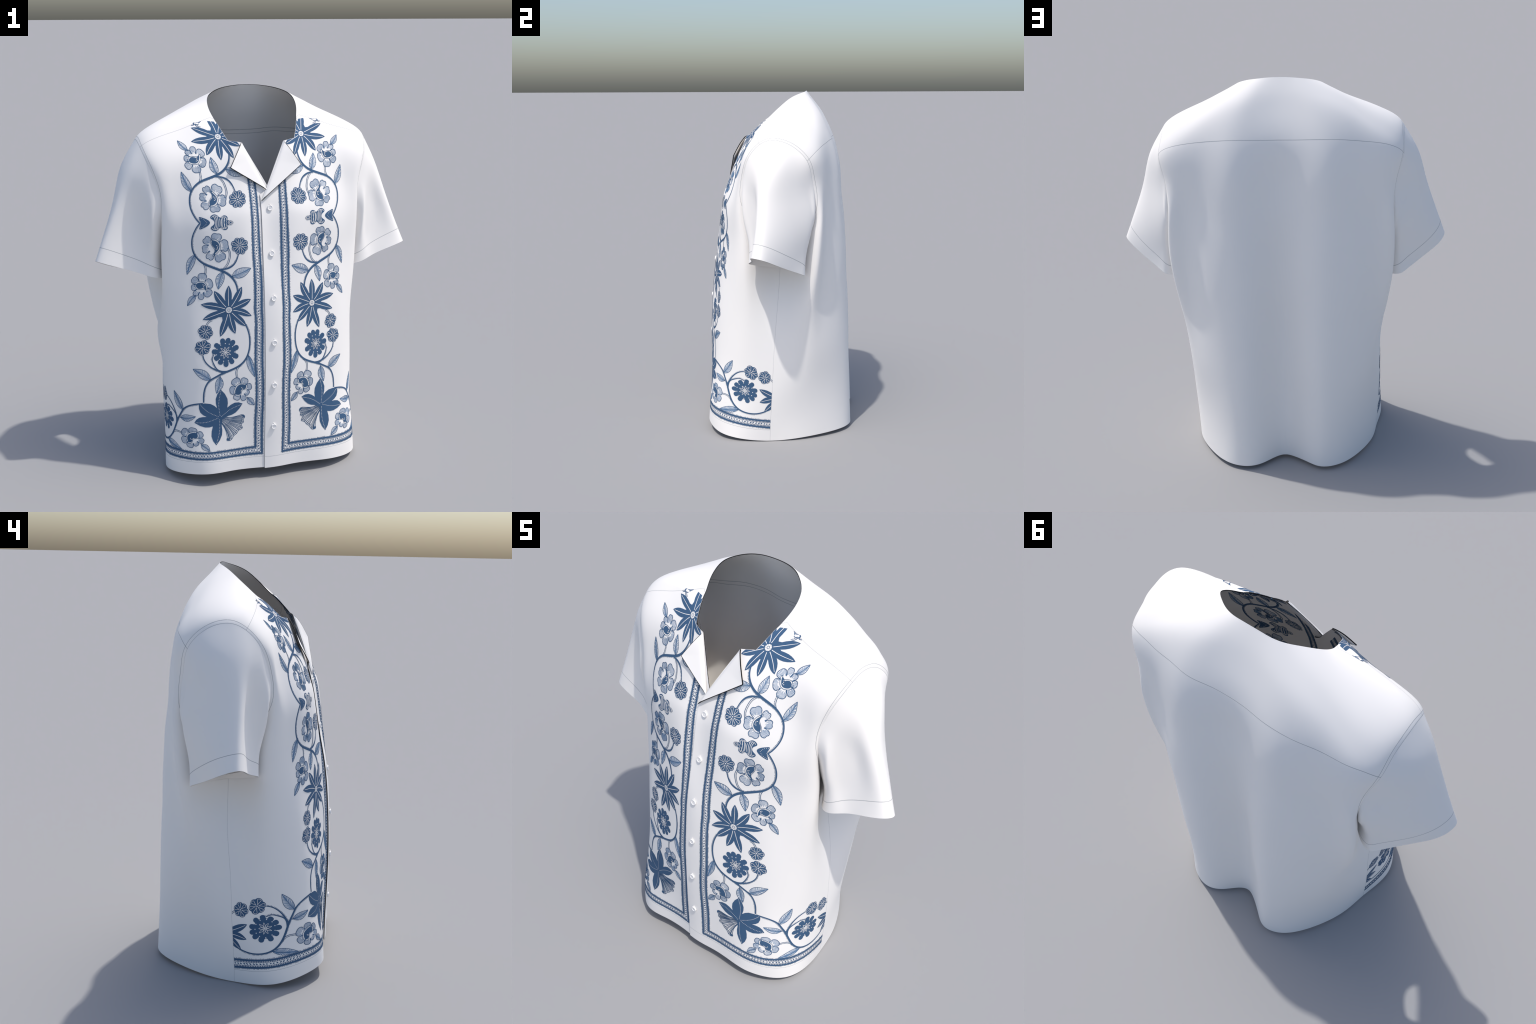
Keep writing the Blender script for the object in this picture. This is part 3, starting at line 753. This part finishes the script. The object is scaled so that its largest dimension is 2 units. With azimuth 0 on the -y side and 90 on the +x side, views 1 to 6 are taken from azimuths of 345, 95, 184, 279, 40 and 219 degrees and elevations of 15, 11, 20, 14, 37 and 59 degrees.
STAR_C, STAR_TIPS = (.134, .745), [(.129,.873),(.065,.864),(.021,.800),(.020,.713),(.048,.658),(.103,.623),(.178,.618),(.265,.708),(.273,.788),(.204,.852)]
motifs = []                                 # (motif, maps it is printed with)
def add(name, maps, lift=.0006):
    m = Motif(name, lift); motifs.append((m, maps)); return m

m = add("printed_vine", (MAP_ID, MAP_UP), .0005)
vine(m, [(.262,1.194),(.276,1.179),(.292,1.155),(.306,1.124),(.311,1.092),(.308,1.063),(.299,1.038),(.282,1.015),(.252,.990),(.213,.971),(.175,.955),(.144,.940),(.116,.918),(.098,.892),(.089,.864),(.087,.835)],
     [.0065,.0065,.007,.0075,.008,.010,.012,.0125,.0115,.0085,.006], -1)
vine(m, [(.169,.957),(.148,.957),(.127,.962),(.102,.978),(.086,1.003),(.076,1.032)], [.006,.009,.007,.004], -1)
m = add("printed_vine", (MAP_ID, MAP_HEM), .0005)
vine(m, [(.052,.668),(.034,.622),(.028,.582),(.030,.545),(.042,.505),(.065,.474),(.101,.450),(.140,.434),(.182,.417),(.215,.400),(.236,.388),(.257,.361),(.269,.324),(.272,.276)],
     [.007,.007,.0075,.009,.010,.010,.0085,.0075,.007], -1)
vine(m, [(.118,.443),(.140,.434),(.169,.432),(.195,.441),(.214,.471),(.222,.498),(.213,.522)], [.006,.008,.0065,.005,.004], -1)
vine(m, [(.170,.425),(.202,.440),(.227,.455),(.250,.476),(.266,.504),(.269,.519)], [.006,.007,.006,.005], -1)
m = add("printed_stem", (MAP_ID, MAP_UP), .00055)
vine(m, [(.250,.988),(.243,.973),(.242,.957),(.247,.932)], 0, 1, True)
vine(m, [(.154,.958),(.137,.975),(.125,1.005),(.122,1.036),(.132,1.062)], 0, 1, True)
m = add("printed_stem", (MAP_ID, MAP_UP, MAP_HEM), .00055)
vine(m, [(.218,.702),(.236,.693),(.249,.672)], 0, 1, True)
m = add("printed_stem", (MAP_ID, MAP_HEM), .00055)
vine(m, [(.079,.462),(.098,.438),(.101,.416),(.096,.390)], 0, 1, True)

LEAVES = [((.296,1.036),(.341,.943),.021,.021,.05,(MAP_ID,MAP_UP)), ((.158,.944),(.183,.860),.022,.022,.04,(MAP_ID,MAP_UP)),
          ((.111,.920),(.015,.957),.024,.026,.02,(MAP_ID,MAP_UP)), ((.300,.836),(.345,.782),.015,.017,.05,(MAP_ID,MAP_UP)),
          ((.232,.391),(.325,.449),.025,.021,.02,(MAP_ID,MAP_HEM)), ((.185,.404),(.203,.315),.021,.020,-.04,(MAP_ID,MAP_HEM)),
          ((.036,.512),(.004,.396),.022,.014,-.02,(MAP_ID,MAP_HEM)), ((.045,.288),(.007,.244),.017,.017,.02,(MAP_ID,MAP_HEM))]
for b, t, wl, wr, bend, maps in LEAVES:
    leaf(add("printed_leaf", maps, .0006), b, t, wl, wr, bend)

m = add("printed_hatched_flower", (MAP_ID, MAP_UP), .0007)
open_flower(m, (.194,1.068), [(.189,1.139),(.246,1.117),(.258,1.060),(.224,1.006),(.170,.992),(.126,1.078)],
            [(.208,1.100),(.184,1.094),(.172,1.067),(.183,1.046),(.204,1.030),(.194,1.055),(.207,1.078)], .15, .97, power=.30)
m = add("printed_hatched_flower", (MAP_ID, MAP_UP), .0007)
open_flower(m, (.266,.880), [(.266,.945),(.312,.924),(.320,.874),(.306,.836),(.274,.815),(.231,.826),(.211,.897)],
            [(.295,.890),(.271,.900),(.247,.886),(.245,.857),(.255,.869),(.282,.869)], .05, 1.0)
m = add("printed_hatched_flower", (MAP_ID, MAP_HEM), .0007)
open_flower(m, (.080,.336), [(.111,.394),(.052,.392),(.024,.352),(.040,.307),(.064,.274),(.103,.277),(.137,.325)],
            [(.101,.348),(.079,.361),(.052,.350),(.062,.336),(.076,.333),(.083,.310),(.104,.308)], .05, 1.0)
button_flower(add("printed_small_flower", (MAP_ID, MAP_UP), .0007), (.069,1.070), .0455, 8, .35, .035)
button_flower(add("printed_small_flower", (MAP_ID, MAP_HEM), .0007), (.255,.639), .0395, 6, .2, .03)
button_flower(add("printed_small_flower", (MAP_UP,), .0007), (.252,.656), .0395, 6, .2, .03)
button_flower(add("printed_small_flower", (MAP_ID, MAP_HEM), .0007), (.270,.559), .0410, 6, .75, .07)
m = add("printed_star_flower", (MAP_ID, MAP_UP, MAP_HEM), .0008); star_flower(m, STAR_C, STAR_TIPS)
m = add("printed_daisy", (MAP_ID, MAP_HEM), .0008)
daisy_flower(m, (.155,.531), [(.170,.604),(.137,.603),(.109,.588),(.088,.556),(.090,.505),(.117,.473),(.153,.457),(.186,.471),(.210,.497),(.222,.538),(.207,.577)])

# lily in the corner: five dark petals and a hatched trumpet
m = add("printed_lily", (MAP_ID,), .0008)
lc = np.array([.186, .184])
petal = [((.149,.236),(.182,.335),(.200,.236)), ((.200,.236),(.297,.272),(.254,.196)), ((.254,.196),(.322,.167),(.224,.142)), ((.224,.142),(.210,.037),(.178,.143)), ((.144,.190),(.071,.257),(.149,.236))]
out = []
for a, t, b in petal:
    a, t, b = map(np.array, (a, t, b)); q = unit((b-a)[None])[0]
    out += [a, a+(t-a)*.25-q*.011, a+(t-a)*.5-q*.0165, a+(t-a)*.76-q*.0125, t, b+(t-b)*.76+q*.0125, b+(t-b)*.5+q*.0165, b+(t-b)*.25+q*.011, b]
    if np.allclose(b, (.178, .143)): out += [lc+[-.012, -.010]]
    bow = q*.008
    dotted(m, [lc+(t-lc)*.08, lc+(t-lc)*.5+bow, lc+(t-lc)*.93], .0072, .0017)
P = np.array(out); keep = [0]+[i for i in range(1, len(P)) if np.linalg.norm(P[i]-P[i-1]) > 1e-4]; P = P[keep]
o = np.argsort(np.arctan2(*(P-lc).T[::-1]), kind="stable")
m.poly(P[:-1] if np.allclose(P[0], P[-1]) else P, step=.010)
m = add("printed_lily_trumpet", (MAP_ID,), .0009)
rim = np.array([(.076,.193),(.060,.190),(.055,.178),(.063,.163),(.060,.150),(.072,.140),(.066,.116),(.084,.106),(.098,.088),(.112,.078),(.126,.058),(.136,.053),(.147,.054)])
throat0, throat1 = np.array([.181,.190]), np.array([.190,.168])
for k in range(13):
    e = rim[k]; b = throat0+(throat1-throat0)*k/12; side = (k-6)/6
    midp = b+(e-b)*.52+np.array([.64, -.77])*.013*(-side)
    m.curve([b, midp, e], .0016 if 0 < k < 12 else .0022, w1=.0030 if 0 < k < 12 else .0028, step=.006)
    if 0 < k < 12:
        e2 = (rim[k]+rim[k+1])/2 if k < 11 else rim[k]
        m.curve([b+(midp-b)*.6, b+(e2-b)*.66+np.array([.64, -.77])*.010*(-side), b+(e2-b)*.95], .0012, w1=.0026, step=.006)
m.curve(rim, .0028, step=.004)
m.curve(rim+(np.array([.186,.18])-rim)*.07, .0014, step=.004)
m.blob([rim[-1], rim[-2], rim[-2]+[.006,.012], rim[-1]+[.004,.014], rim[-1]+[.004,0]])
m.blob([rim[1], rim[2], rim[2]+[.010,.004], rim[1]+[.010,-.004]])

# heart and a banded creature-like figure between the mirrored halves
m = add("printed_heart", (MAP_ID,), .0007)
hy = HEART_Y
m.blob([(.213,hy),(.231,hy+.019),(.250,hy+.027),(.267,hy+.030),(.264,hy+.016),(.258,hy),(.264,hy-.016),(.267,hy-.030),(.250,hy-.027),(.231,hy-.019)], step=.009)
dotted(m, [(.262,hy+.024),(.243,hy+.018),(.229,hy)], .0062, .0015); dotted(m, [(.229,hy),(.243,hy-.018),(.262,hy-.024)], .0062, .0015)
m = add("printed_banded_figure", (MAP_ID,), .0007)
o = [(.211,hy+.026),(.193,hy+.043),(.172,hy+.034),(.164,hy+.027),(.147,hy+.038),(.127,hy+.030),(.123,hy+.012),(.113,hy+.013),(.101,hy+.007),(.098,hy)]
o = o+[(x, 2*hy-y) for x, y in o[-2::-1]]+[(.196,hy-.012),(.191,hy),(.196,hy+.012)]
m.poly(chord_spline(o, 90, True), step=.010)
for x, b in ((.199,.012),(.190,.010),(.181,.008),(.168,.004),(.158,0),(.150,-.004),(.138,-.006)):
    h = .036 if x > .17 else (.025 if x > .155 else .033)
    if x in (.168, .158): h = .022
    m.curve([(x-.002,hy+h),(x-b*.9,hy+h*.45),(x-b,hy),(x-b*.9,hy-h*.45),(x-.002,hy-h)], .0024, False, step=.007)
for sg in (1, -1):
    m.curve([(.205,hy+sg*.026),(.193,hy+sg*.037),(.172,hy+sg*.029)], .0020, False); m.curve([(.160,hy+sg*.026),(.147,hy+sg*.032),(.131,hy+sg*.025),(.128,hy+sg*.012)], .0020, False)
    m.curve([(.146,hy+sg*.028),(.141,hy+sg*.014),(.145,hy)], .0018, False); m.curve([(.131,hy+sg*.022),(.134,hy+sg*.010),(.130,hy)], .0018, False)
m.loop(chord_spline([(.112,hy+.006),(.105,hy),(.112,hy-.006),(.119,hy)], 14, True), .0022, False)
m.loop(chord_spline([(.112,hy+.012),(.101,hy),(.112,hy-.012),(.124,hy)], 18, True), .0018, False)

# border: two dark bands with a fringe, two ladders of white squares, a row of slanting dashes
W = .044
def band_line(off, end_top=1.56, end_side=.704):
    """runs down beside the placket and along the hem; off is measured outward from the inner edge"""
    v = line((-off, end_top), (-off, -off), 160); h = line((-off, -off), (end_side, -off), 76)
    return v, h
m = add("printed_border", (MAP_ID,), .0005)
def rail(o0, o1):
    for j, P in enumerate(band_line((o0+o1)/2)):
        P = P.copy(); e = (o1-o0)/2
        if j == 0: P[-1, 1] -= e
        else: P[0, 0] += e
        m.ribbon(P, o1-o0)
rail(0, .0088); rail(.0135, .0150); rail(W-.0088, W); rail(W-.0150, W-.0135)
for o, s in ((.0085, 1), (W-.0138, 1)):
    for P, sg in zip(band_line(o), (-1, -1)):
        m.ticks(P, .0078, .0052, .0036, sg*.0001)
for P in band_line(0): m.ticks(P, .0044, .0036, .0020, .0001, jitter=.7)
for P in band_line(W): m.ticks(P, .0044, .0032, .0020, -.0001, jitter=.7)
for j, P in enumerate(band_line(W/2)):
    d = np.linalg.norm(np.diff(P, axis=0), axis=1).sum(); n = int(d/.0150)
    for i in range(n):
        c = P[0]+(P[-1]-P[0])*(i+.5)/n; ph = 2.0*i*.0150/.36; ang = .5*math.pi*(1-j)+.75*math.sin(ph*math.pi)*(1 if j == 0 else -1)
        m.dot(c+np.array([.0012, 0])*math.sin(i*2.4), .0029, True, 9, 1.25+.75*abs(math.sin(ph*math.pi)), ang)

# ---- clip at the yoke seam, the neck opening and the side seam; then lay the print on both fronts
def side_of(poly, inside, gap):
    """signed distance to an open line, positive on the side of the point `inside`"""
    A, B = np.asarray(poly)[:-1], np.asarray(poly)[1:]; d = B-A; L = np.maximum((d**2).sum(1), 1e-12)
    def f(q):
        q = np.atleast_2d(q); r = q[:, None]-A; t = np.clip((r*d).sum(-1)/L, 0, 1); w = r-t[..., None]*d
        D = (w**2).sum(-1); k = D.argmin(1); i = np.arange(len(q))
        return np.sqrt(D[i, k])*np.sign(d[k, 0]*r[i, k, 1]-d[k, 1]*r[i, k, 0])
    s = np.sign(f(np.array(inside))[0])
    return lambda q: f(q)*s-gap
_end = front_yoke[-1]+(front_yoke[-1]-front_yoke[-2])*4
f_yoke = side_of(np.concatenate([front_yoke, [_end]]), (.35, 1.6), .003)
f_neck = side_of(NECK_EDGE, (.35, 1.6), .003)
def f_side(uv): return U_SIDE-.0015-uv[:, 0]
def cut(v, uv, tris, f):
    """keep the part of a flat triangle mesh where f >= 0"""
    val = f(uv)
    if (val >= 0).all(): return v, uv, tris
    v, uv, val = list(v), list(uv), list(val); out = []; made = {}
    def mid(a, b):
        key = (min(a, b), max(a, b))
        if key not in made:
            t = val[a]/(val[a]-val[b]); made[key] = len(v)
            v.append(v[a]+(v[b]-v[a])*t); uv.append(uv[a]+(uv[b]-uv[a])*t); val.append(0.0)
        return made[key]
    for t in tris:
        p = []
        for i in range(3):
            a, b = t[i], t[(i+1) % 3]
            if val[a] >= 0: p.append(a)
            if (val[a] >= 0) != (val[b] >= 0): p.append(mid(a, b))
        for i in range(1, len(p)-1): out.append((p[0], p[i], p[i+1]))
    return np.array(v), np.array(uv), out
def lay_print(m, fmap):
    """flat shapes -> (uv, lift, triangles, material, sides)"""
    UVs, lifts, tri_all, mat_all, sides = [], [], [], [], []
    base = 0
    shapes = list(m.shapes)
    for P, w in getattr(m, "top", []):
        t = Motif("x"); (t.loop if len(P) > 2 else t.ribbon)(P, w); v, f, _ = t.shapes[0]; shapes.append((v, f, "top"))
    allv = drape(fmap(np.concatenate([sh[0] for sh in shapes]))); pos = 0
    for k, (v, f, ink) in enumerate(shapes):
        uv = allv[pos:pos+len(v)]; pos += len(v)
        if fmap is MAP_UP: 
            top = 1.735-fmap(v)[:, 1]
            v, uv, f = cut(v, uv, f, lambda q: np.minimum(f_yoke(q), top))
            if len(f): v, uv, f = cut(v, uv, f, f_neck)
        if len(f) and (fmap is MAP_HEM or m.name == "printed_border"): v, uv, f = cut(v, uv, f, f_side)
        if len(f) and m.name == "printed_border": v, uv, f = cut(v, uv, f, lambda q: 1.80-q[:, 1])
        if not len(f): continue
        lift = m.lift+(k % 23)*1.0e-5+{True: .0001, "tint": 0, False: .0005, "top": .0008}[ink]
        UVs.append(uv); lifts.append(np.full(len(uv), lift))
        e = {}
        for t in f:
            for a, b in zip(t, t[1:]+t[:1]): e[(a, b)] = 1
        tri_all += [tuple(i+base for i in t) for t in f]; mi = {False: 1, 'tint': 2}.get(ink, 0); mat_all += [mi]*len(f)
        sides += [(a+base, b+base, mi) for a, b in e if (b, a) not in e]
        base += len(uv)
    if not tri_all: return None
    return np.concatenate(UVs), np.concatenate(lifts), tri_all, mat_all, sides

print_tris = 0
for m, maps in motifs:
    for fmap in maps:
        laid = lay_print(m, fmap)
        if laid is None: continue
        uv, lift, tris, mats, sides = laid
        for side in (1, -1):
            p, n = body(uv[:, 0], uv[:, 1], side); N = len(p); h = (CLOTH/2+lift)[:, None]
            T = np.array(tris); fn = np.cross(p[T[:, 1]]-p[T[:, 0]], p[T[:, 2]]-p[T[:, 0]])
            up = (fn*n[T[:, 0]]).sum(1) > 0
            T = np.where(up[:, None], T, T[:, ::-1])
            F = [tuple(t) for t in T.tolist()]+[(c+N, b+N, a+N) for a, b, c in T.tolist()]
            F += [(b, a, a+N, b+N) for a, b, _ in sides]
            me = make_mesh(m.name, np.concatenate([p+n*h, p-n*h]), F, [INK, RESERVE, TINT], list(mats)*2+[s[2] for s in sides],
                           np.concatenate([n, -n]))
            make_object(m.name, me, fronts[side]); print_tris += 2*len(tris)+2*len(sides)
print("print triangles", print_tris)
